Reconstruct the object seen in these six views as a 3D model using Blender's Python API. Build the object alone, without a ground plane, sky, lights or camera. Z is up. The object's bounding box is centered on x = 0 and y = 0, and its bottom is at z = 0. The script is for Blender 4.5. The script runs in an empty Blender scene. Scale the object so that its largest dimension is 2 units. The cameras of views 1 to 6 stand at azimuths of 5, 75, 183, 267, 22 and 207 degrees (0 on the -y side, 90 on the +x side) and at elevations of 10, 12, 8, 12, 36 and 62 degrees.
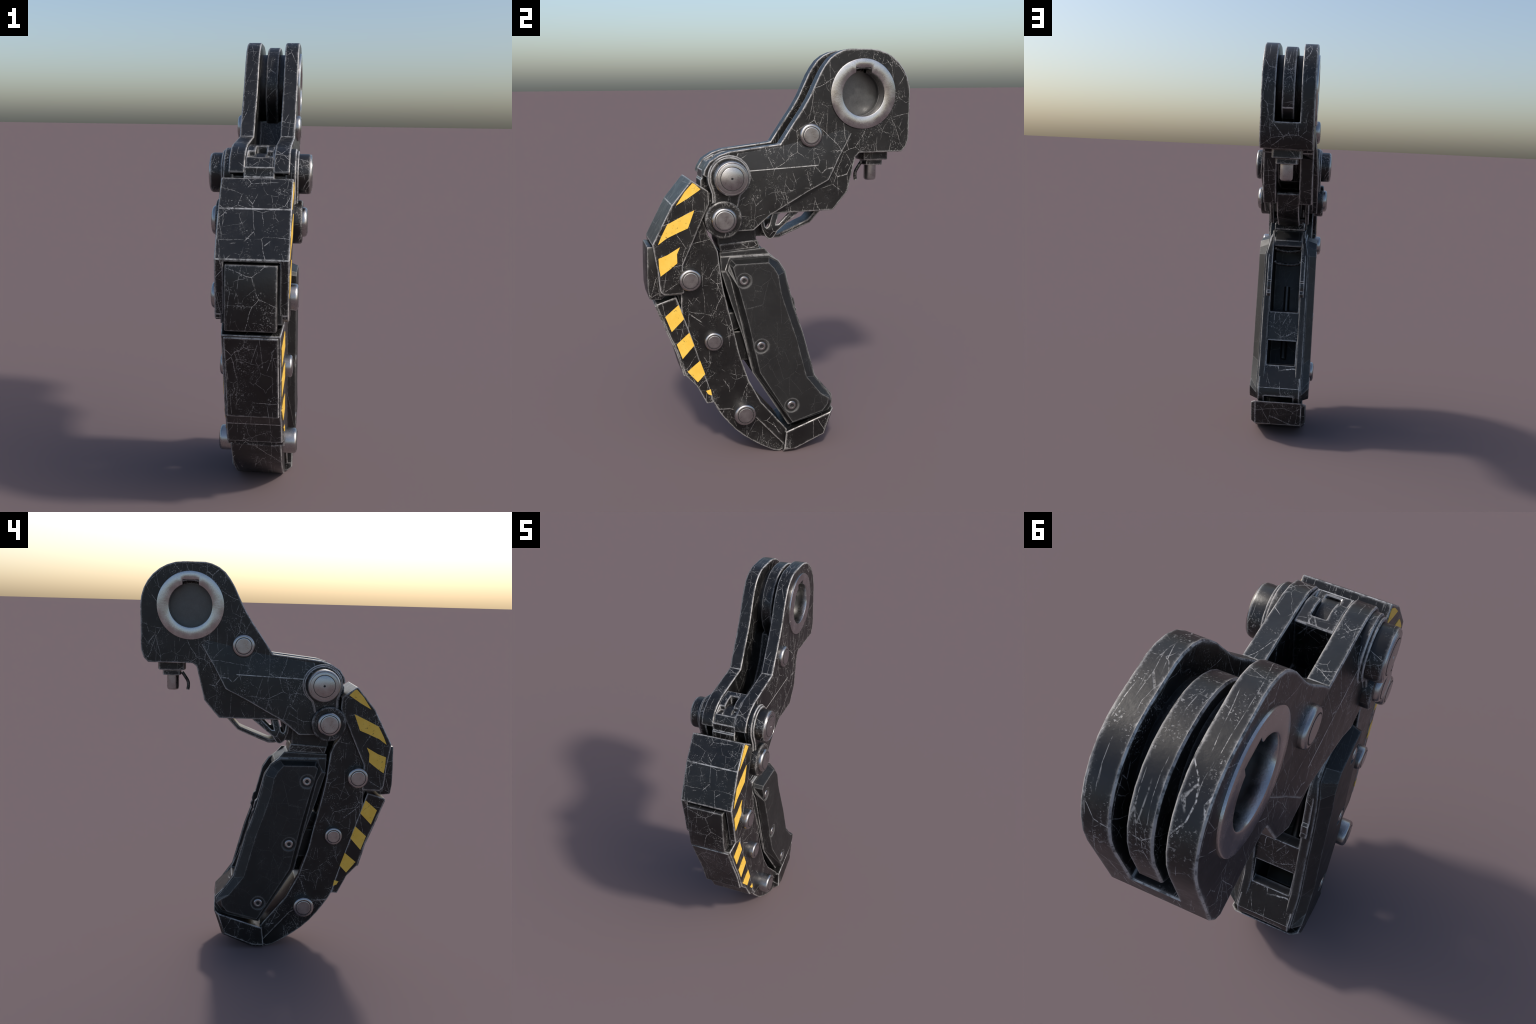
# Black painted robotic gripper claw: hinged arm, shin with hazard stripes, pistol-like grip.
import bpy, bmesh, math, random
from mathutils import Vector, Matrix
random.seed(7)

# ------------------------------------------------------------------ materials
def new_mat(name):
    m = bpy.data.materials.new(name); m.use_nodes = True
    nt = m.node_tree; nt.nodes.clear()
    out = nt.nodes.new('ShaderNodeOutputMaterial')
    b = nt.nodes.new('ShaderNodeBsdfPrincipled')
    nt.links.new(b.outputs[0], out.inputs[0])
    return m, nt, b

class G:
    """tiny helper to write node graphs"""
    def __init__(s, nt): s.nt = nt
    def n(s, t, **kw):
        x = s.nt.nodes.new(t)
        for k, v in kw.items(): setattr(x, k, v)
        return x
    def put(s, sock, v):
        if hasattr(v, 'node'): s.nt.links.new(v, sock)
        else: sock.default_value = v
    def math(s, op, a, b=0.0, c=None, clamp=False):
        x = s.n('ShaderNodeMath', operation=op, use_clamp=clamp)
        s.put(x.inputs[0], a); s.put(x.inputs[1], b)
        if c is not None: s.put(x.inputs[2], c)
        return x.outputs[0]
    def ramp(s, v, lo, hi):
        x = s.n('ShaderNodeMapRange', interpolation_type='SMOOTHSTEP')
        s.put(x.inputs[0], v); x.inputs[1].default_value = lo; x.inputs[2].default_value = hi
        x.inputs[3].default_value = 0; x.inputs[4].default_value = 1
        return x.outputs[0]
    def noise(s, vec, scale, detail=3.0, rough=.55, out=0):
        x = s.n('ShaderNodeTexNoise'); s.put(x.inputs['Vector'], vec)
        x.inputs['Scale'].default_value = scale; x.inputs['Detail'].default_value = detail
        x.inputs['Roughness'].default_value = rough
        return x.outputs[out]
    def vor(s, vec, scale, feature='DISTANCE_TO_EDGE'):
        x = s.n('ShaderNodeTexVoronoi', feature=feature, voronoi_dimensions='2D'); s.put(x.inputs['Vector'], vec)
        x.inputs['Scale'].default_value = scale
        return x.outputs['Distance']
    def mix(s, f, a, b):
        x = s.n('ShaderNodeMix', data_type='RGBA')
        s.put(x.inputs[0], f); s.put(x.inputs[6], a); s.put(x.inputs[7], b)
        return x.outputs[2]
    def warp(s, vec, scale, amount, detail=2.0):
        nz = s.noise(vec, scale, detail, out=1)
        sub = s.n('ShaderNodeVectorMath', operation='SUBTRACT'); s.put(sub.inputs[0], nz); sub.inputs[1].default_value = (.5, .5, .5)
        sc = s.n('ShaderNodeVectorMath', operation='SCALE'); s.put(sc.inputs[0], sub.outputs[0]); sc.inputs['Scale'].default_value = amount
        ad = s.n('ShaderNodeVectorMath', operation='ADD'); s.put(ad.inputs[0], vec); s.put(ad.inputs[1], sc.outputs[0])
        return ad.outputs[0]
    def unfold(s, co):
        """lay the surface out flat: side faces use (y, z), all others (x, running length)"""
        sep = s.n('ShaderNodeSeparateXYZ'); s.put(sep.inputs[0], co); x, y, z = sep.outputs
        geo = s.n('ShaderNodeNewGeometry'); sn = s.n('ShaderNodeSeparateXYZ'); s.nt.links.new(geo.outputs['True Normal'], sn.inputs[0])
        side = s.math('GREATER_THAN', s.math('ABSOLUTE', sn.outputs[0]), .6)
        A = s.n('ShaderNodeCombineXYZ'); s.put(A.inputs[0], y); s.put(A.inputs[1], z)
        B = s.n('ShaderNodeCombineXYZ'); s.put(B.inputs[0], s.math('ADD', x, 3.7)); s.put(B.inputs[1], s.math('ADD', z, s.math('MULTIPLY', y, .7)))
        mx = s.n('ShaderNodeMix', data_type='VECTOR'); s.put(mx.inputs[0], side); s.put(mx.inputs[4], B.outputs[0]); s.put(mx.inputs[5], A.outputs[0])
        return mx.outputs[1]
    def edge(s, radius):
        """0 on flats, rising on rounded / sharp edges (wear line)"""
        bv = s.n('ShaderNodeBevel', samples=6); bv.inputs['Radius'].default_value = radius
        geo = s.n('ShaderNodeNewGeometry')
        d = s.n('ShaderNodeVectorMath', operation='DOT_PRODUCT')
        s.nt.links.new(bv.outputs[0], d.inputs[0]); s.nt.links.new(geo.outputs['Normal'], d.inputs[1])
        return s.math('SUBTRACT', 1.0, d.outputs['Value'])

def painted(name, base, base2, worn, edge_amt=1.0, scratch=1.0, rough=.36, lines=6.5, chips=1.0):
    m, nt, b = new_mat(name); g = G(nt)
    co = g.n('ShaderNodeTexCoord').outputs['Object']
    cloud = g.noise(co, 9.0, 4.0)
    col = g.mix(g.ramp(cloud, .35, .7), base, base2)
    grain = g.ramp(g.noise(co, 130.0, 2.0), .32, .60)
    flat = g.unfold(co)
    def hair(vec, scale, width, keep, soft=3.6):
        l = g.math('SUBTRACT', 1.0, g.ramp(g.vor(vec, scale), width, width*soft))
        return g.math('MULTIPLY', l, keep)
    def stretched(rot, scl):
        mp = g.n('ShaderNodeMapping'); g.put(mp.inputs['Vector'], g.warp(flat, 4.0, .03))
        mp.inputs['Rotation'].default_value = rot; mp.inputs['Scale'].default_value = scl
        return mp.outputs[0]
    # hairline scratches: edges of warped cells, kept only in patches; two layers are stretched into long strokes
    h1 = hair(g.warp(flat, 7.0, .04), lines, .0022, g.ramp(g.noise(co, 5.5, 2.0), .44, .52))
    h2 = hair(g.warp(flat, 14.0, .05), lines*2.4, .0040, g.ramp(g.noise(co, 9.5, 2.0), .49, .58))
    h3 = hair(stretched((0, 0, .6), (10.0, 2.6, 1)), 1.0, .0030, g.ramp(g.noise(co, 7.0, 1.0), .49, .56))
    h4 = hair(stretched((0, 0, -.8), (12.0, 3.0, 1)), 1.0, .0034, g.ramp(g.noise(co, 9.3, 1.0), .51, .58))
    # speckled chips clustered in patches and close to the scratches
    sp = g.ramp(g.noise(co, 190.0, 2.0, .6), .57, .66)
    near = g.math('SUBTRACT', 1.0, g.ramp(g.vor(g.warp(flat, 7.0, .04), lines), .01, .14))
    keeps = g.math('MAXIMUM', g.ramp(g.noise(co, 12.0, 3.0, .6), .50, .68), g.math('MULTIPLY', near, g.ramp(g.noise(co, 10.0, 2.0), .50, .62)))
    sh = g.math('MULTIPLY', g.math('MAXIMUM', g.math('MAXIMUM', h1, g.math('MULTIPLY', h2, .6)), g.math('MAXIMUM', g.math('MULTIPLY', h3, .7), g.math('MULTIPLY', h4, .5))), grain)
    s3 = g.math('MULTIPLY', g.math('MULTIPLY', sp, keeps), .6*chips)
    sc = g.math('MULTIPLY', g.math('MAXIMUM', sh, s3), scratch)
    # edge wear: solid on the very edge, crumbling into chips beside it
    e = g.edge(.014)
    brk = g.noise(co, 30.0, 4.0, .65)
    e1 = g.ramp(g.math('ADD', e, g.math('MULTIPLY', g.math('SUBTRACT', brk, .5), .30)), .055, .13)
    e2 = g.math('MULTIPLY', g.math('MULTIPLY', g.ramp(e, .002, .02), g.ramp(brk, .42, .60)), g.ramp(g.noise(co, 150.0, 2.0), .45, .6))
    ew = g.math('MULTIPLY', g.math('MAXIMUM', e1, g.math('MULTIPLY', e2, .7)), edge_amt)
    mask = g.math('MULTIPLY', g.math('MAXIMUM', sc, ew), .85, clamp=True)
    scuff = g.math('MULTIPLY', g.math('MULTIPLY', g.ramp(g.noise(co, 7.0, 4.0, .7), .52, .72), g.ramp(g.noise(flat, 60.0, 4.0, .7), .4, .7)), .055*scratch)
    col = g.mix(g.math('MAXIMUM', mask, scuff), col, worn)
    g.put(b.inputs['Base Color'], col)
    r = g.math('ADD', rough-.1, g.math('MULTIPLY', g.noise(co, 16.0, 3.0), .22))
    g.put(b.inputs['Roughness'], r)
    g.put(b.inputs['Metallic'], g.math('MULTIPLY', mask, .3))
    bp = g.n('ShaderNodeBump'); bp.inputs['Strength'].default_value = .22; bp.inputs['Distance'].default_value = .002
    g.put(bp.inputs['Height'], g.math('SUBTRACT', g.noise(co, 60.0, 3.0), mask))
    nt.links.new(bp.outputs[0], b.inputs['Normal'])
    return m

EDGE = {}
def edge_paint(mat, base, worn, amount):
    """bare metal shining through along chamfered edges, broken where paint survives"""
    m, nt, b = new_mat(mat.name + '_edge'); g = G(nt)
    co = g.n('ShaderNodeTexCoord').outputs['Object']
    k = g.math('MULTIPLY', g.ramp(g.math('ADD', g.noise(co, 16.0, 4.0, .65), g.math('MULTIPLY', g.noise(co, 110.0, 2.0), .5)), .58, .84), amount)
    k = g.math('ADD', k, .18*amount)
    g.put(b.inputs['Base Color'], g.mix(k, base, worn))
    g.put(b.inputs['Metallic'], g.math('MULTIPLY', k, .4))
    b.inputs['Roughness'].default_value = .38
    EDGE[mat.name] = m

def metal(name, c1, c2, rough, metallic=.95):
    m, nt, b = new_mat(name); g = G(nt)
    co = g.n('ShaderNodeTexCoord').outputs['Object']
    n1 = g.ramp(g.noise(co, 26.0, 4.0), .2, .8); n2 = g.ramp(g.noise(co, 210.0, 2.0), .35, .7)
    col = g.mix(g.math('ADD', g.math('MULTIPLY', n1, .7), g.math('MULTIPLY', n2, .3)), c1, c2)
    e = g.ramp(g.edge(.004), .04, .2)
    g.put(b.inputs['Base Color'], g.mix(g.math('MULTIPLY', e, .6), col, (.62, .61, .6, 1)))
    g.put(b.inputs['Roughness'], g.math('ADD', rough-.06, g.math('MULTIPLY', n1, .12)))
    b.inputs['Metallic'].default_value = metallic
    bp = g.n('ShaderNodeBump'); bp.inputs['Strength'].default_value = .06; bp.inputs['Distance'].default_value = .001
    g.put(bp.inputs['Height'], n2); nt.links.new(bp.outputs[0], b.inputs['Normal'])
    return m

def yellow_paint():
    m, nt, b = new_mat('hazard_yellow'); g = G(nt)
    co = g.n('ShaderNodeTexCoord').outputs['Object']
    col = g.mix(g.ramp(g.noise(co, 30.0, 3.0), .35, .7), (.88, .53, .065, 1), (.92, .58, .09, 1))
    chip = g.math('MULTIPLY', g.ramp(g.noise(co, 90.0, 3.0, .6), .60, .66), g.ramp(g.noise(co, 24.0, 2.0), .52, .6))
    line = g.math('MULTIPLY', g.math('SUBTRACT', 1.0, g.ramp(g.vor(g.warp(g.unfold(co), 20, .04), 26.0), .004, .014)), g.ramp(g.noise(co, 16.0, 2.0), .60, .66))
    g.put(b.inputs['Base Color'], g.mix(g.math('MULTIPLY', g.math('MAXIMUM', chip, line), .75), col, (.12, .075, .025, 1)))
    b.inputs['Roughness'].default_value = .5
    return m

BLACK = painted('worn_black_paint', (.006, .0057, .0055, 1), (.0125, .0119, .0114, 1), (.50, .485, .465, 1))
DARK = painted('dark_inner_paint', (.007, .007, .0075, 1), (.012, .012, .012, 1), (.35, .34, .33, 1), edge_amt=.6, scratch=.3, rough=.42)
RUBBER = painted('grip_panel_black', (.009, .009, .0088, 1), (.0128, .0128, .0124, 1), (.34, .335, .325, 1), edge_amt=.5, scratch=.22, rough=.5, lines=11.0, chips=.5)
RAIL = painted('worn_frame_paint', (.0065, .0062, .006, 1), (.013, .0125, .012, 1), (.50, .485, .465, 1), chips=1.6, scratch=1.2, edge_amt=1.2)
STEEL = metal('brushed_steel', (.38, .37, .362, 1), (.50, .485, .475, 1), .30, 1.0)  # base colour lightened to carry the bright highlights on the stud rims
RING = metal('bushing_steel', (.42, .41, .405, 1), (.60, .585, .575, 1), .25, 1.0)
DARKSTEEL = metal('dark_steel', (.10, .10, .10, 1), (.15, .15, .148, 1), .42, .8)
for _m, _k in ((BLACK, .66), (DARK, .3), (RUBBER, .36), (RAIL, .7)):
    edge_paint(_m, (.012, .012, .012, 1), (.56, .545, .525, 1), _k)
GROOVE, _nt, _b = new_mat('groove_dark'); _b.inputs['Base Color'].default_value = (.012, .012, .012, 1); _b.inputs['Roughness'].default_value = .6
YELLOW = yellow_paint()

# ------------------------------------------------------------------ builders
ROOT = bpy.data.objects.new('robotic_gripper_claw', None)
bpy.context.scene.collection.objects.link(ROOT)
ROOT['label'] = 'worn black robotic gripper claw with yellow hazard stripes'
ROOT['category'] = 'robot part'

def link(name, mesh, mat, parent):
    o = bpy.data.objects.new(name, mesh)
    bpy.context.scene.collection.objects.link(o)
    if mat and not mesh.materials: mesh.materials.append(mat)
    o.parent = parent or ROOT
    return o

def loft_mesh(rings):
    """closed prism through rings of equal length; rings = lists of (x,y,z)"""
    bm = bmesh.new()
    vs = [[bm.verts.new(p) for p in r] for r in rings]
    n = len(rings[0])
    for a, b in zip(vs, vs[1:]):
        for i in range(n):
            bm.faces.new((a[i], a[(i+1) % n], b[(i+1) % n], b[i]))
    bm.faces.new(vs[0][::-1]); bm.faces.new(vs[-1])
    bmesh.ops.recalc_face_normals(bm, faces=bm.faces)
    me = bpy.data.meshes.new('m'); bm.to_mesh(me); bm.free()
    return me

def prism(poly, x0, x1):
    f = lambda x, i: x[i] if isinstance(x, (list, tuple)) else x
    return loft_mesh([[(f(x0, i), y, z) for i, (y, z) in enumerate(poly)],
                      [(f(x1, i), y, z) for i, (y, z) in enumerate(poly)]])

def finish(name, me, mat, parent=None, bevel=.004, cuts=(), seg=1, smooth=28, angle=32, wear=True):
    """boolean cuts, chamfered edges, shading by angle; everything applied"""
    o = link(name, me, mat, parent)
    helpers = []
    for c in cuts:
        h = bpy.data.objects.new('cutter', c); bpy.context.scene.collection.objects.link(h)
        md = o.modifiers.new('cut', 'BOOLEAN'); md.operation = 'DIFFERENCE'; md.object = h; md.solver = 'EXACT'
        helpers.append(h)
    if bevel:
        md = o.modifiers.new('bevel', 'BEVEL'); md.width = bevel; md.segments = seg
        if wear and mat and mat.name in EDGE:
            o.data.materials.append(EDGE[mat.name]); md.material = 1
        md.limit_method = 'ANGLE'; md.angle_limit = math.radians(angle); md.use_clamp_overlap = True
    if o.modifiers:
        dg = bpy.context.evaluated_depsgraph_get(); dg.update()
        new = bpy.data.meshes.new_from_object(o.evaluated_get(dg))
        o.modifiers.clear(); old = o.data; o.data = new; bpy.data.meshes.remove(old)
    for h in helpers:
        d = h.data; bpy.data.objects.remove(h); bpy.data.meshes.remove(d)
    o.data.name = name
    if mat and not o.data.materials: o.data.materials.append(mat)
    o.data.polygons.foreach_set('use_smooth', [True]*len(o.data.polygons))
    o.data.set_sharp_from_angle(angle=math.radians(smooth))
    return o

def slab(name, poly, x0, x1, mat, parent=None, **kw):
    return finish(name, prism(poly, x0, x1), mat, parent, **kw)

def pair(name, poly, x0, x1, mat, parent=None, **kw):
    neg = lambda x: [-v for v in x] if isinstance(x, (list, tuple)) else -x
    return [slab(name, poly, x0, x1, mat, parent, **kw), slab(name, poly, neg(x0), neg(x1), mat, parent, **kw)]

def circ(cy, cz, r, n=48, a0=0.0, a1=360.0, close=False):
    k = n if not close else n-1
    return [(cy + r*math.cos(math.radians(a0+(a1-a0)*i/k)), cz + r*math.sin(math.radians(a0+(a1-a0)*i/k))) for i in range(n)]

def box(x0, x1, y0, y1, z0, z1):
    return prism([(y0, z0), (y1, z0), (y1, z1), (y0, z1)], x0, x1)

def lathe(name, prof, mat, n=48):
    """prof: (x, r) from base to tip; axis along +x"""
    prof = list(prof) + [(prof[-1][0], prof[-1][1]*.9)]
    bm = bmesh.new(); rings = []
    for x, r in prof:
        rings.append([bm.verts.new((x, r*math.cos(2*math.pi*i/n), r*math.sin(2*math.pi*i/n))) for i in range(n)])
    for a, b in zip(rings, rings[1:]):
        for i in range(n): bm.faces.new((a[i], a[(i+1) % n], b[(i+1) % n], b[i]))
    bm.faces.new(rings[0][::-1]); bm.faces.new(rings[-1])
    bmesh.ops.recalc_face_normals(bm, faces=bm.faces)
    me = bpy.data.meshes.new(name); bm.to_mesh(me); bm.free()
    me.materials.append(mat)
    me.polygons.foreach_set('use_smooth', [True]*len(me.polygons))
    me.set_sharp_from_angle(angle=math.radians(30))
    return me

def tube(name, pts, r, mat, parent=None, n=10):
    cu = bpy.data.curves.new(name, 'CURVE'); cu.dimensions = '3D'; cu.bevel_depth = r; cu.bevel_resolution = 3; cu.use_fill_caps = True
    sp = cu.splines.new('BEZIER'); sp.bezier_points.add(len(pts)-1)
    for b, p in zip(sp.bezier_points, pts):
        b.co = p; b.handle_left_type = b.handle_right_type = 'AUTO'
    t = bpy.data.objects.new('t', cu); bpy.context.scene.collection.objects.link(t)
    dg = bpy.context.evaluated_depsgraph_get(); dg.update()
    me = bpy.data.meshes.new_from_object(t.evaluated_get(dg))
    bpy.data.objects.remove(t); bpy.data.curves.remove(cu)
    return finish(name, me, mat, parent, bevel=0, smooth=50)

# ------------------------------------------------------------------ arm bracket (upper part with the eye)
EYE = (.403, 1.792)
HEAD_ARC = circ(.436, 1.789, .211, 9, 0, 90, True)
ARM = ([(.610, 1.513), (.631, 1.535), (.645, 1.575)] + HEAD_ARC +
       [(.332, 2.000), (.300, 1.993), (.264, 1.977), (.234, 1.954), (.209, 1.922), (.187, 1.886), (.168, 1.846),
        (.136, 1.780), (.103, 1.726), (.054, 1.657), (-.008, 1.565), (-.252, 1.537), (-.302, 1.521), (-.348, 1.493),
        (-.372, 1.455), (-.378, 1.430), (-.345, 1.412), (-.335, 1.36), (-.312, 1.31), (-.30, 1.20), (-.22, 1.166),
        (-.147, 1.166), (-.05, 1.236), (.256, 1.240), (.331, 1.329), (.364, 1.468), (.371, 1.496), (.390, 1.512)])
# open slot between the two cheeks, above and below the web
SLOT_TOP = [(.75, 1.634), (.47, 1.634), (.30, 1.63), (.25, 1.50), (.16, 1.39), (-.15, 1.35), (-.5, 1.35), (-.5, 2.1), (.75, 2.1)]
SLOT_LOW = [(.385, 1.48), (.36, 1.50), (.30, 1.46), (.18, 1.35), (-.10, 1.30), (-.5, 1.30), (-.5, 1.0), (.55, 1.0), (.55, 1.48)]
HALF = .1222
arm = slab('arm_bracket', ARM, -HALF, HALF, BLACK, bevel=.0035,
           cuts=[prism(SLOT_TOP, -.0575, .0575), prism(SLOT_LOW, -.0575, .0575),
                 prism(circ(*EYE, .119, 40), -.2, .2)])
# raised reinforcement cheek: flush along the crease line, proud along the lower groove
RIDGE = [(-.165, 1.446, .1415), (.172, 1.462, .1415)]                       # bent crease: highest line
RIM = [(-.215, 1.532, .1212), (-.010, 1.560, .1212), (.322, 1.635, .1212), (.352, 1.612, .1214), (.285, 1.50, .135), (.226, 1.390, .1455),
       (.118, 1.335, .1455), (-.068, 1.232, .1455), (-.148, 1.165, .145), (-.235, 1.165, .145), (-.30, 1.24, .145), (-.262, 1.38, .142)]
def cheek(s):
    bm = bmesh.new()
    r = [bm.verts.new((s*x, y, z)) for y, z, x in RIM]; c = [bm.verts.new((s*x, y, z)) for y, z, x in RIDGE]
    k = [bm.verts.new((s*.11, y, z)) for y, z, x in RIM]; n = len(r)
    for f in ((r[0], r[1], c[1], c[0]), (r[1], r[2], c[1]), (c[1], r[2], r[3], r[4], r[5]), (c[0], c[1], *r[5:11]), (r[0], c[0], r[10], r[11])): bm.faces.new(f)
    for i in range(n): bm.faces.new((r[i], r[(i+1) % n], k[(i+1) % n], k[i]))
    bm.faces.new(k[::-1]); bmesh.ops.recalc_face_normals(bm, faces=bm.faces)
    me = bpy.data.meshes.new('cheek'); bm.to_mesh(me); bm.free()
    return finish('reinforcement_cheek', me, BLACK, arm, bevel=.0022, angle=9, smooth=7)
for sgn in (1, -1): cheek(sgn)
# inner plate between the two cheeks
c2 = (.40, 1.788)
INNER = ([(.50, 1.63), (.595, 1.65), (.643, 1.695)] + circ(.440, 1.782, .203, 8, 4, 88, True) +
         circ(.418, 1.785, .200, 12, 95, 205, True) + [(.262, 1.66), (.31, 1.61), (.38, 1.60)])
slab('inner_plate', INNER, -.0285, .0285, BLACK, arm, bevel=.004)
# sleeve collars between plates, with the bore
def keyed_ring(r_out, r_in, x0, x1, name, mat, parent, key=True, bevel=.003):
    """annulus with a rectangular keyway at the top of its bore"""
    ey, ez = EYE
    n = 64; outer = circ(ey, ez, r_out, n, 90, 450)
    half = .0385; top = 1.914
    inner = []
    for i in range(n):
        a = math.radians(90+360*i/n); y, z = r_in*math.cos(a), r_in*math.sin(a)
        if key and abs(y) <= half and z > 0:
            y = max(-half, min(half, y)); z = top-ez
        inner.append((ey+y, ez+z))
    if key:   # make the keyway walls straight
        w = [i for i in range(n) if abs(inner[i][1]-top) < 1e-6]
        s = min(w, key=lambda i: inner[i][0]); e = max(w, key=lambda i: inner[i][0])
        inner[s] = (ey-half, top); inner[e] = (ey+half, top)
        j = max((i for i in range(n) if i not in w and inner[i][0] < ey-half+.001 and inner[i][1] > ez), key=lambda i: inner[i][1])
        inner[j] = (ey-half, ez+math.sqrt(r_in**2-half**2))
        k = max((i for i in range(n) if i not in w and inner[i][0] > ey+half-.001 and inner[i][1] > ez), key=lambda i: inner[i][1])
        inner[k] = (ey+half, ez+math.sqrt(r_in**2-half**2))
    bm = bmesh.new()
    O0 = [bm.verts.new((x0, y, z)) for y, z in outer]; O1 = [bm.verts.new((x1, y, z)) for y, z in outer]
    I0 = [bm.verts.new((x0, y, z)) for y, z in inner]; I1 = [bm.verts.new((x1, y, z)) for y, z in inner]
    for i in range(n):
        j = (i+1) % n
        bm.faces.new((O0[i], O0[j], O1[j], O1[i])); bm.faces.new((I0[j], I0[i], I1[i], I1[j]))
        bm.faces.new((O1[i], O1[j], I1[j], I1[i])); bm.faces.new((O0[j], O0[i], I0[i], I0[j]))
    bmesh.ops.recalc_face_normals(bm, faces=bm.faces)
    me = bpy.data.meshes.new(name); bm.to_mesh(me); bm.free()
    return finish(name, me, mat, parent, bevel=bevel, seg=2, smooth=32, angle=40)
for s in (1, -1):
    keyed_ring(.158, .1055, s*.029, s*.062, 'sleeve_collar', DARK, arm, bevel=.001)
    keyed_ring(.165, .1055, s*.060, s*.1295, 'bushing_ring', RING, arm, bevel=.0045)
    keyed_ring(.125, .1052, s*.0295, s*.0595, 'bore_liner', DARKSTEEL, arm, bevel=0)
    o = slab('bore_cap', circ(*EYE, .1075, 48), s*.024, s*.0315, DARKSTEEL, arm, bevel=0)

# nozzle under the head
NOZ = [((1.514, 1.471), (.0765, .079), 12), ((1.472, 1.444), (.0515, .058), 12), ]
for (zt, zb), (ry, rx), n in NOZ:
    ring = [(rx*math.cos(2*math.pi*(i+.5)/n), .4985+ry*math.sin(2*math.pi*(i+.5)/n)) for i in range(n)]
    # squarish flange: push the circle outwards to a rounded square
    sq = []
    for x, y in ring:
        dx, dy = x/rx, (y-.4985)/ry; k = 1/max(abs(dx), abs(dy)); k = 1+(k-1)*.55
        sq.append((x*k*.93, .4985+(y-.4985)*k*.93))
    finish('nozzle_flange', loft_mesh([[(x, y, zb) for x, y in sq], [(x, y, zt) for x, y in sq]]), BLACK, arm, bevel=.003, angle=40)
tip = lathe('nozzle_tip', [(0, .031), (.062, .031), (.070, .029), (.075, .024)], STEEL, 24)
t = link('nozzle_tip', tip, STEEL, arm); t.rotation_euler = (0, math.radians(90), 0); t.location = (0, .4935, 1.443)
tube('hook', [(0, .447, 1.458), (0, .432, 1.436), (0, .418, 1.412), (0, .415, 1.392), (0, .418, 1.368)], .0085, BLACK, arm)

# ------------------------------------------------------------------ hinge at the front of the arm
PIN_A = (-.260, 1.420); PIN_B = (-.296, 1.227)
HUB = [(-.185, 1.534), (-.262, 1.528), (-.305, 1.510), (-.346, 1.488), (-.366, 1.456), (-.372, 1.430), (-.372, 1.40), (-.355, 1.33), (-.30, 1.29), (-.17, 1.29), (-.17, 1.40)]
hinge = slab('hinge_block', HUB, -.0572, .0572, BLACK, bevel=.003,
             cuts=[box(-.021, .023, -.335, -.222, 1.42, 1.60), box(-.050, .051, -.5, -.298, 1.488, 1.60)])
slab('hinge_roller', circ(-.275, 1.42, .082, 32), -.022, .024, DARK, hinge, bevel=.002)
slab('hinge_apron', [(-.375, 1.452), (-.375, 1.412), (-.382, 1.405), (-.382, 1.30), (-.33, 1.30), (-.33, 1.452)], -.062, .062, BLACK, hinge, bevel=.003)
# side links joining both pins (teardrop around the upper pin)
def tangent_link(a, ra, b, rb, n=40):
    arc = circ(*a, ra, n, -35, 200, True)
    return arc + [(-.343, 1.345), (-.343, 1.30), (-.36, 1.22), (-.30, 1.17), (-.23, 1.24), (-.205, 1.335)]
LINK = tangent_link(PIN_A, .102, PIN_B, .08)
LINK2 = circ(*PIN_A, .094, 40, -35, 200, True) + [(-.335, 1.345), (-.335, 1.30), (-.35, 1.22), (-.30, 1.18), (-.235, 1.24), (-.212, 1.335)]
pair('side_link', LINK, .105, .146, BLACK, hinge, bevel=.004)
pair('side_link_rim', LINK2, .140, .156, BLACK, hinge, bevel=.0035)
slab('lower_hinge_block', [(-.36, 1.31), (-.25, 1.31), (-.20, 1.25), (-.20, 1.17), (-.36, 1.17)], -.095, .095, DARK, hinge, bevel=.004)

# pins -------------------------------------------------------------
def stud_profile(r, h, rim=.72, rnd=.26):
    e = rnd*r
    p = [(-.01, r), (h-e*.9, r)]
    for i in range(1, 6):
        a = math.radians(90*i/5); p.append((h-e*.9+e*.9*math.sin(a), r-e*(1-math.cos(a))*.8))
    return p
def stud(name, r, h, y, z, x0, parent, mat=STEEL, disc=.68, key=None, store={}):
    """round headed stud with an inset disc outlined by a dark groove, on both sides"""
    k = (round(r, 4), round(h, 4))
    if k not in store:
        store[k] = (lathe('stud_head', stud_profile(r, h), mat),
                    lathe('stud_groove', [(h-.004, disc*r+.0034), (h+.0006, disc*r+.0034), (h+.0006, disc*r-.001)], GROOVE),
                    lathe('stud_face', [(h-.004, disc*r), (h+.0010, disc*r), (h+.0016, disc*r-.0012)], mat))
    for s in (1, -1):
        head = link(name, store[k][0], None, parent); head.location = (s*x0, y, z); head.rotation_euler = (0, 0, 0 if s > 0 else math.pi)
        for nm, me in (('stud_groove', store[k][1]), ('stud_face', store[k][2])):
            c = link(nm, me, None, parent); c.location = head.location; c.rotation_euler = head.rotation_euler

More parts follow.
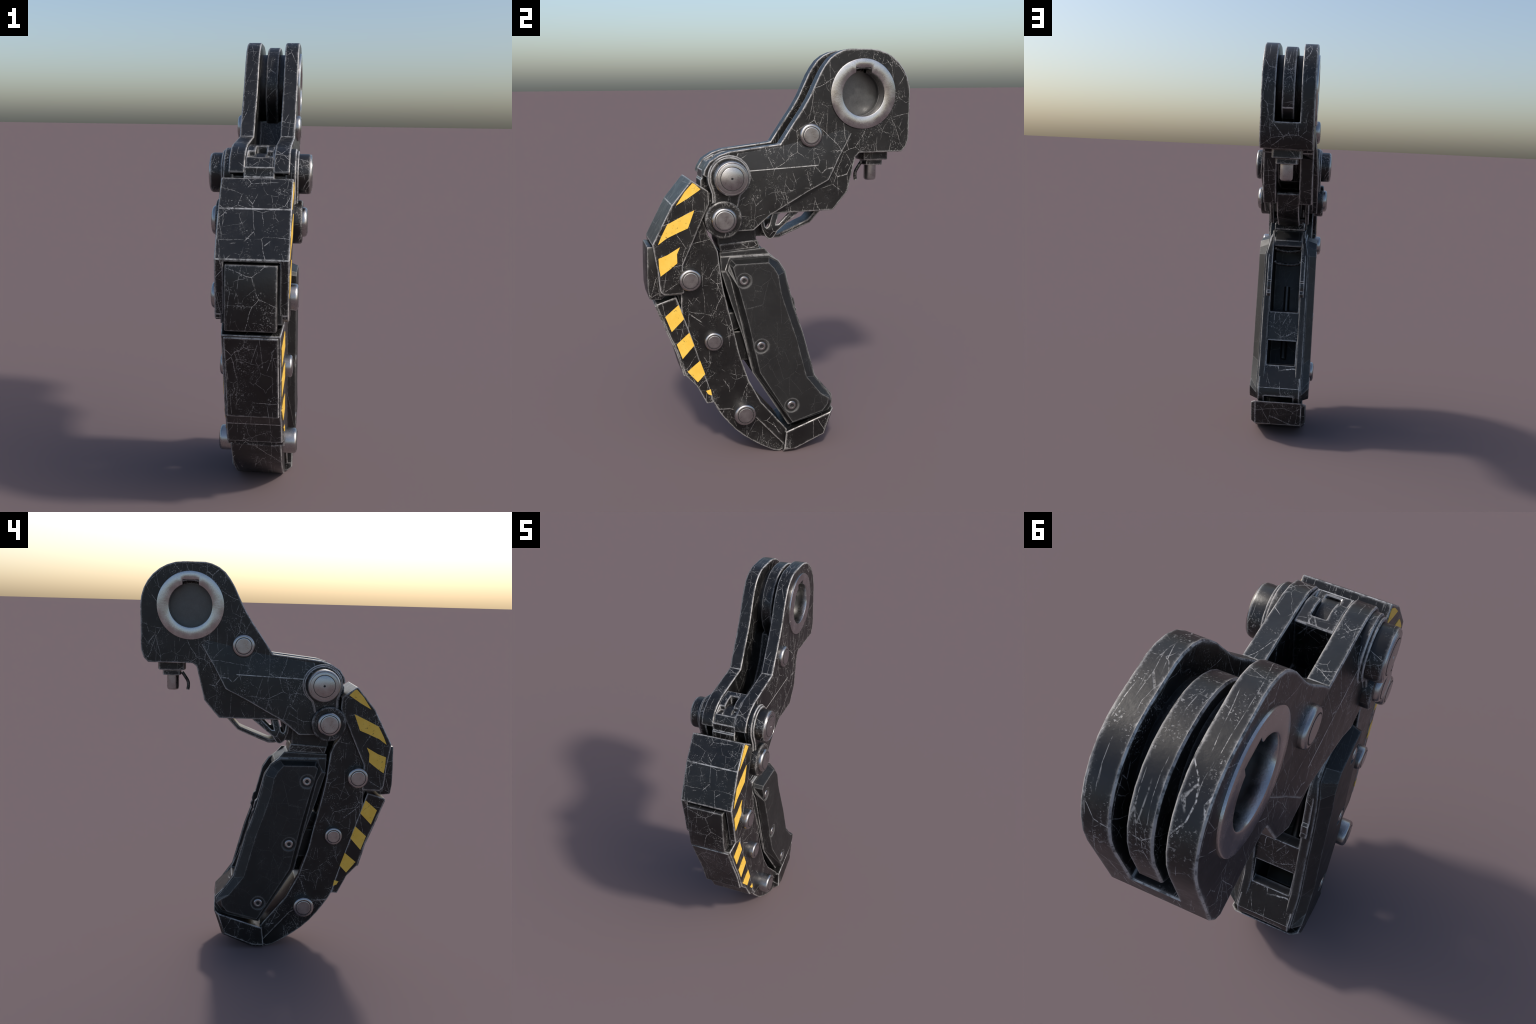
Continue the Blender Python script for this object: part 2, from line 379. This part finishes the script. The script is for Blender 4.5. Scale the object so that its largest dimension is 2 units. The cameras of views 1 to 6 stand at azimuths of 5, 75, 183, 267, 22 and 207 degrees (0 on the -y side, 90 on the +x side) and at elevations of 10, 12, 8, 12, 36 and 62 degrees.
# upper hinge pin: black barrel with a stepped steel cap
body = lathe('pin_barrel', [(-.02, .0815), (.040, .0815), (.046, .0795)], BLACK)
cap = lathe('pin_cap', [(.035, .0795), (.047, .0795), (.051, .0765), (.052, .0735), (.0505, .0725), (.0505, .0705), (.0525, .0695), (.0535, .067), (.0535, .05)], STEEL)
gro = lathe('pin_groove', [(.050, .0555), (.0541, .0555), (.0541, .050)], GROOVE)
fac = lathe('pin_face', [(.050, .0525), (.0546, .0525), (.0553, .0512), (.0553, .006), (.0540, .005)], STEEL)
for s in (1, -1):
    for nm, me in (('pin_barrel', body), ('pin_cap', cap), ('pin_groove', gro), ('pin_face', fac)):
        o = link(nm, me, None, hinge); o.location = (s*.155, *PIN_A); o.rotation_euler = (0, 0, 0 if s > 0 else math.pi)
# lower hinge pin: black washer + steel stud
wash = lathe('pin_washer', [(-.02, .0885), (.020, .0885), (.025, .0865), (.028, .082)], BLACK)
for s in (1, -1):
    o = link('pin_washer', wash, None, hinge); o.location = (s*.1475, *PIN_B); o.rotation_euler = (0, 0, 0 if s > 0 else math.pi)
stud('hinge_stud', .0605, .020, *PIN_B, .1745, hinge, disc=.73)
stud('arm_stud', .0565, .023, .1395, 1.603, .120, arm)

# ------------------------------------------------------------------ shin (lower arm)
REAR = [(-.375, 1.20), (-.362, 1.148), (-.336, 1.112), (-.318, 1.068), (-.310, 1.00), (-.298, .90), (-.277, .80), (-.250, .685), (-.222, .55), (-.176, .407),
        (-.116, .288), (.020, .121)]
SHIN = REAR + [(.010, .030), (-.140, .200), (-.272, .264), (-.333, .268), (-.357, .312), (-.50, .76), (-.50, 1.05), (-.44, 1.25), (-.40, 1.25)]
shin = pair('shin_plate', SHIN, .085, .1215, BLACK, bevel=.003)[0]
CORE = [(-.40, 1.20), (-.36, 1.10), (-.345, 1.0), (-.31, .80), (-.26, .55), (-.21, .40), (-.15, .29), (-.05, .15), (-.05, .06), (-.22, .16), (-.33, .29),
        (-.48, .76), (-.53, .9), (-.53, 1.1), (-.46, 1.27), (-.43, 1.345), (-.34, 1.345), (-.34, 1.25)]
slab('shin_core', CORE, -.09, .09, DARK, shin, bevel=.003)
TOE = [(.016, .118), (.012, .016), (-.018, .0), (-.050, .010), (-.070, .021), (-.115, .046), (-.160, .076), (-.205, .110), (-.246, .148), (-.285, .194), (-.315, .235), (-.338, .270),
       (-.34, .33), (-.25, .40), (-.165, .37), (-.10, .26)]
toe = slab('toe_bar', TOE, -.109, .109, BLACK, shin, bevel=.003)
HEEL = [(.008, .114), (.243, .196), (.268, .211), (.223, .072), (.060, .001), (-.002, .002)]
HEEL_SIDE = [(.010, .116), (.240, .195), (.248, .199), (.209, .084), (.058, .022), (.000, .022)]
heel = finish('heel_block', loft_mesh([[(x, y, z) for y, z in p] for x, p in ((-.143, HEEL_SIDE), (-.120, HEEL), (.120, HEEL), (.143, HEEL_SIDE))]),
              BLACK, shin, bevel=.003, angle=25, smooth=15)

# upper shin guard with knee pad
GUARD = [(-.438, 1.413), (-.531, 1.302), (-.627, 1.122), (-.608, 1.0), (-.600, .905), (-.593, .888), (-.577, .878), (-.487, .882),
         (-.490, 1.012), (-.446, 1.108), (-.404, 1.200), (-.357, 1.300), (-.360, 1.360)]
GX = [.1415]*6+[.142]+[.143]*6
guard = slab('shin_guard', GUARD, [-x for x in GX], GX, BLACK, bevel=.0032, angle=11, smooth=8, cuts=[box(-.106, .106, -.8, -.56, .80, 1.112)])
KNEE = [(-.648, 1.106), (-.652, .98), (-.652, .90), (-.645, .850), (-.59, .846), (-.55, .88), (-.55, 1.10)]
knee = slab('knee_pad', KNEE, -.0995, .0995, BLACK, guard, bevel=.007, seg=2, wear=False)
slab('knee_backing', [(-.60, 1.10), (-.60, .87), (-.5, .87), (-.5, 1.10)], -.118, .118, DARK, guard, bevel=0)
# lower shin guard
LOW = [(-.618, .828), (-.566, .688), (-.524, .583), (-.489, .462), (-.436, .404), (-.388, .306), (-.354, .311), (-.373, .39), (-.458, .668), (-.522, .862)]
LX = [.114, .114, .114, .114, .114, .115, .1235, .1235, .1235, .1235]
low_guard = slab('lower_shin_guard', LOW, [-x for x in LX], LX, BLACK, bevel=.0028, angle=11, smooth=8)
slab('guard_face', [(-.622, .820), (-.570, .680), (-.528, .575), (-.496, .455), (-.45, .46), (-.5, .70), (-.56, .83)], -.106, .106, BLACK, low_guard, bevel=.004)

# hazard stripes: thin paint film on the guards, both sides
def stripe(poly, xs, parent):
    for s in (1, -1):
        slab('hazard_stripe', poly, [s*(x-.003) for x in xs], [s*x for x in xs], YELLOW, parent, bevel=0)
UP = [[(-.512, 1.300), (-.470, 1.362), (-.434, 1.400), (-.424, 1.397), (-.397, 1.371), (-.406, 1.364), (-.46, 1.329)],
      [(-.555, 1.214), (-.497, 1.243), (-.428, 1.275), (-.460, 1.192), (-.505, 1.174), (-.560, 1.150), (-.601, 1.121), (-.584, 1.160)],
      [(-.601, 1.056), (-.56, 1.071), (-.500, 1.105), (-.515, 1.072), (-.515, 1.030), (-.556, .998), (-.594, .972), (-.600, 1.01)]]
UP_OK = UP
def up_x(y, z):      # guard side widens towards the rear edge
    front = [(-.438, 1.413), (-.531, 1.302), (-.627, 1.122), (-.605, .96)]; rear = [(-.36, 1.36), (-.357, 1.30), (-.446, 1.108), (-.490, .96)]
    yf, yr = (next(p[0]+(q[0]-p[0])*(p[1]-z)/(p[1]-q[1]) for p, q in zip(l, l[1:]) if p[1] >= z >= q[1]) if l[-1][1] <= z <= l[0][1] else l[0][0] for l in (front, rear))
    return .1415+.0015*max(0, min(1, (y-yf)/(yr-yf)))+.0014
for p in UP_OK: stripe(p, [up_x(*q) for q in p], guard)
def low_x(y, z):
    def sd(p, q):
        (ay, az), (by, bz) = p, q; L = math.hypot(by-ay, bz-az)
        return abs((by-ay)*(z-az)-(bz-az)*(y-ay))/L
    f = sd((-.618, .828), (-.489, .462)); r = sd((-.522, .862), (-.354, .311))
    return .114+.0095*f/(f+r)+.0013
LOWS = [[(-.577, .767), (-.513, .823), (-.489, .752), (-.549, .690)],
        [(-.527, .625), (-.466, .681), (-.444, .615), (-.501, .550)],
        [(-.479, .482), (-.418, .535), (-.395, .464), (-.431, .424)],
        [(-.392, .375), (-.369, .382), (-.364, .350), (-.383, .358)]]
for p in LOWS: stripe(p, [low_x(*q) for q in p], low_guard)
stud('guard_stud', .0535, .037, -.4590, .9485, .134, guard)
stud('shin_stud', .0465, .030, -.3500, .6310, .119, shin)
stud('toe_stud', .0550, .058, -.2050, .2440, .112, shin)

# ------------------------------------------------------------------ grip
REAR_FRAME = [(-.082, 1.066), (-.055, 1.034), (-.016, 1.002), (.018, .950), (.038, .870), (.052, .815), (.062, .806), (.070, .772), (.068, .762), (.078, .748), (.070, .722),
              (.066, .712), (.094, .614), (.139, .464), (.180, .372), (.262, .282), (.266, .235), (.245, .190)]
FRONT_FRAME = [(.032, .140), (-.160, .462), (-.196, .620), (-.253, .800), (-.299, .960), (-.303, 1.055)]
FRAME = REAR_FRAME + FRONT_FRAME
def back_cut(z0, z1, y0, y1): return box(-.0745, .0765, y0, y1, z0, z1)
CAVITY = [(-.5, 1.2), (-.05, 1.2), (-.02, .85), (.06, .61), (.105, .464), (.145, .38), (.225, .275), (.225, .1), (-.02, .05), (-.4, .5)]
frame = slab('grip_frame', FRAME, -.1075, .1075, RAIL, bevel=.003,
             cuts=[prism(CAVITY, -.0745, .0765), back_cut(.648, 1.3, -.3, .4), back_cut(.380, .501, .0, .4), back_cut(.05, .238, .1, .5),
                   prism([(-.2, 1.2), (.3, 1.2), (.3, .70), (.05, .67), (-.05, .9)], .1005, .2), prism([(-.2, 1.2), (.3, 1.2), (.3, .70), (.05, .67), (-.05, .9)], -.1005, -.2),
                   box(.0965, .2, -.4, .0, .965, 1.2), box(-.2, -.0965, -.4, .0, .965, 1.2), box(.089, .2, -.4, .1, 1.035, 1.2), box(-.2, -.089, -.4, .1, 1.035, 1.2)])
# only the rearward faces of the frame are heavily worn
frame.data.materials.append(RUBBER)
for p in frame.data.polygons:
    if p.material_index == 0 and p.normal.y < .3: p.material_index = 2
# body seen inside the windows
INNERB = [(-.26, 1.03), (-.21, 1.0), (-.21, .86), (-.18, .79), (-.14, .60), (-.105, .45), (-.03, .31), (.05, .20), (.08, .17), (.03, .15), (-.13, .46), (-.17, .63)]
slab('grip_core', INNERB, -.073, .075, DARK, frame, bevel=.003)
for zc, yc in ((.972, -.105), (.900, -.085)):
    pts = [(.072*math.sin(a), yc+.02-.03*(1-math.cos(a))*0, zc-.018*math.cos(a)) for a in [math.radians(d) for d in range(-90, 91, 20)]]
    tube('arched_rib', pts, .0085, BLACK, frame)
tube('inner_rod', [(.0, -.165, .74), (.0, -.120, .60), (.0, -.085, .46), (.0, -.03, .36)], .016, DARKSTEEL, frame)
slab('grip_cap', [(-.30, 1.064), (-.100, 1.066), (-.035, 1.020), (-.025, .990), (-.05, .978), (-.2, .96), (-.29, 1.0)], -.0735, .0755, DARK, frame, bevel=.004)
# neck joining grip and hinge
neck = slab('grip_neck', [(-.318, 1.25), (-.119, 1.25), (-.119, 1.094), (-.13, 1.05), (-.29, 1.05), (-.31, 1.10)], -.074, .074, DARK, frame, bevel=.005)
slab('neck_collar', [(-.305, 1.094), (-.114, 1.107), (-.103, 1.074), (-.110, 1.066), (-.295, 1.056)], -.082, .082, BLACK, frame, bevel=.004)
# link between shin and grip
slab('spacer_block', [(-.27, .64), (-.16, .64), (-.13, .485), (-.24, .487)], -.045, .045, DARK, frame, bevel=.004)
slab('spacer_roller', circ(-.237, .695, .048, 28), -.05, .05, DARK, frame, bevel=.006, seg=2)

# side panels: flat rim, sloping shoulder and raised face
OUT = [(-.258, 1.034), (-.062, 1.033), (-.014, 1.003), (.018, .950), (.031, .880), (.061, .765), (.109, .626), (.170, .398), (.258, .275), (.258, .248), (.228, .205), (.029, .140), (-.155, .442), (-.212, .714), (-.258, .920), (-.284, .972), (-.270, 1.0)]
MID = [(-.250, 1.020), (-.064, 1.022), (-.020, .996), (.011, .946), (.024, .878), (.054, .763), (.102, .624), (.164, .392), (.250, .275), (.252, .250), (.224, .210), (.034, .152), (-.146, .446), (-.202, .712), (-.248, .915), (-.270, .970), (-.261, 1.0)]
TOP = [(-.238, 1.006), (-.077, 1.006), (-.050, .975), (-.030, .940), (-.016, .850), (.012, .760), (.058, .624), (.113, .408), (.190, .308), (.232, .282), (.226, .248), (.200, .216), (.040, .172), (-.126, .454), (-.180, .712), (-.225, .890), (-.252, .965), (-.252, .992)]
TOP = TOP[:16] + [TOP[17]]
SCREWS = [(-.199, .9245), (-.1175, .5885), (.036, .2615)]
for s in (1, -1):
    slab('panel_rim', OUT, s*.080, [s*(.101 if z > .999 else .1145) for y, z in OUT], RUBBER, frame, bevel=.004)
    rings = [[(s*.100, y, z) for y, z in MID], [(s*(.106 if z > .99 else .119), y, z) for y, z in MID], [(s*.154, y, z) for y, z in TOP]]
    cuts = [prism(circ(y, z, .036, 24), s*.1475, s*.2) for y, z in SCREWS]
    finish('grip_panel', loft_mesh(rings), RUBBER, frame, bevel=.0025, cuts=cuts, angle=18, smooth=11)
scr = lathe('panel_screw', [(-.004, .0225), (.004, .0225), (.0075, .019), (.0085, .014), (.0075, .0105), (.001, .0095)], STEEL, 24)
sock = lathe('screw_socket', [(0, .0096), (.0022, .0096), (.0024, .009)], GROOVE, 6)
for y, z in SCREWS:
    for s in (1, -1):
        for nm, me in (('panel_screw', scr), ('screw_socket', sock)):
            o = link(nm, me, None, frame); o.location = (s*.1475, y, z); o.rotation_euler = (0, 0, 0 if s > 0 else math.pi)

# ------------------------------------------------------------------ trigger: bent strap and two forked levers
PATH = [(.250, 1.29), (.212, 1.228), (.160, 1.172), (.100, 1.146), (.000, 1.106), (-.032, 1.107), (-.125, 1.130)]
TH = .021
def offset(path, d):
    out = []
    for i, p in enumerate(path):
        a = Vector(path[max(i-1, 0)]); b = Vector(path[min(i+1, len(path)-1)])
        t = (b-a).normalized(); n = Vector((t.y, -t.x)); out.append((p[0]+n.x*d, p[1]+n.y*d))
    return out
trig = slab('trigger_strap', PATH + offset(PATH, TH)[::-1], -.057, .057, BLACK, bevel=.004)
FORK = [(-.108, 1.225), (-.097, 1.160), (-.080, 1.126), (-.068, 1.114), (-.055, 1.110), (-.042, 1.115), (-.034, 1.125), (-.019, 1.148), (.092, 1.238), (.050, 1.245), (-.014, 1.181), (-.026, 1.180),
        (-.008, 1.250), (-.040, 1.250), (-.063, 1.173), (-.072, 1.166), (-.080, 1.172), (-.088, 1.225)]
pair('trigger_fork', FORK, .085, .103, BLACK, trig, bevel=.004, seg=2)
slab('trigger_axle', circ(-.055, 1.135, .014, 16), -.088, .088, DARK, trig, bevel=0)
slab('trigger_mount', [(-.13, 1.24), (-.06, 1.24), (-.09, 1.12), (-.13, 1.12)], -.06, .06, DARK, trig, bevel=.003)
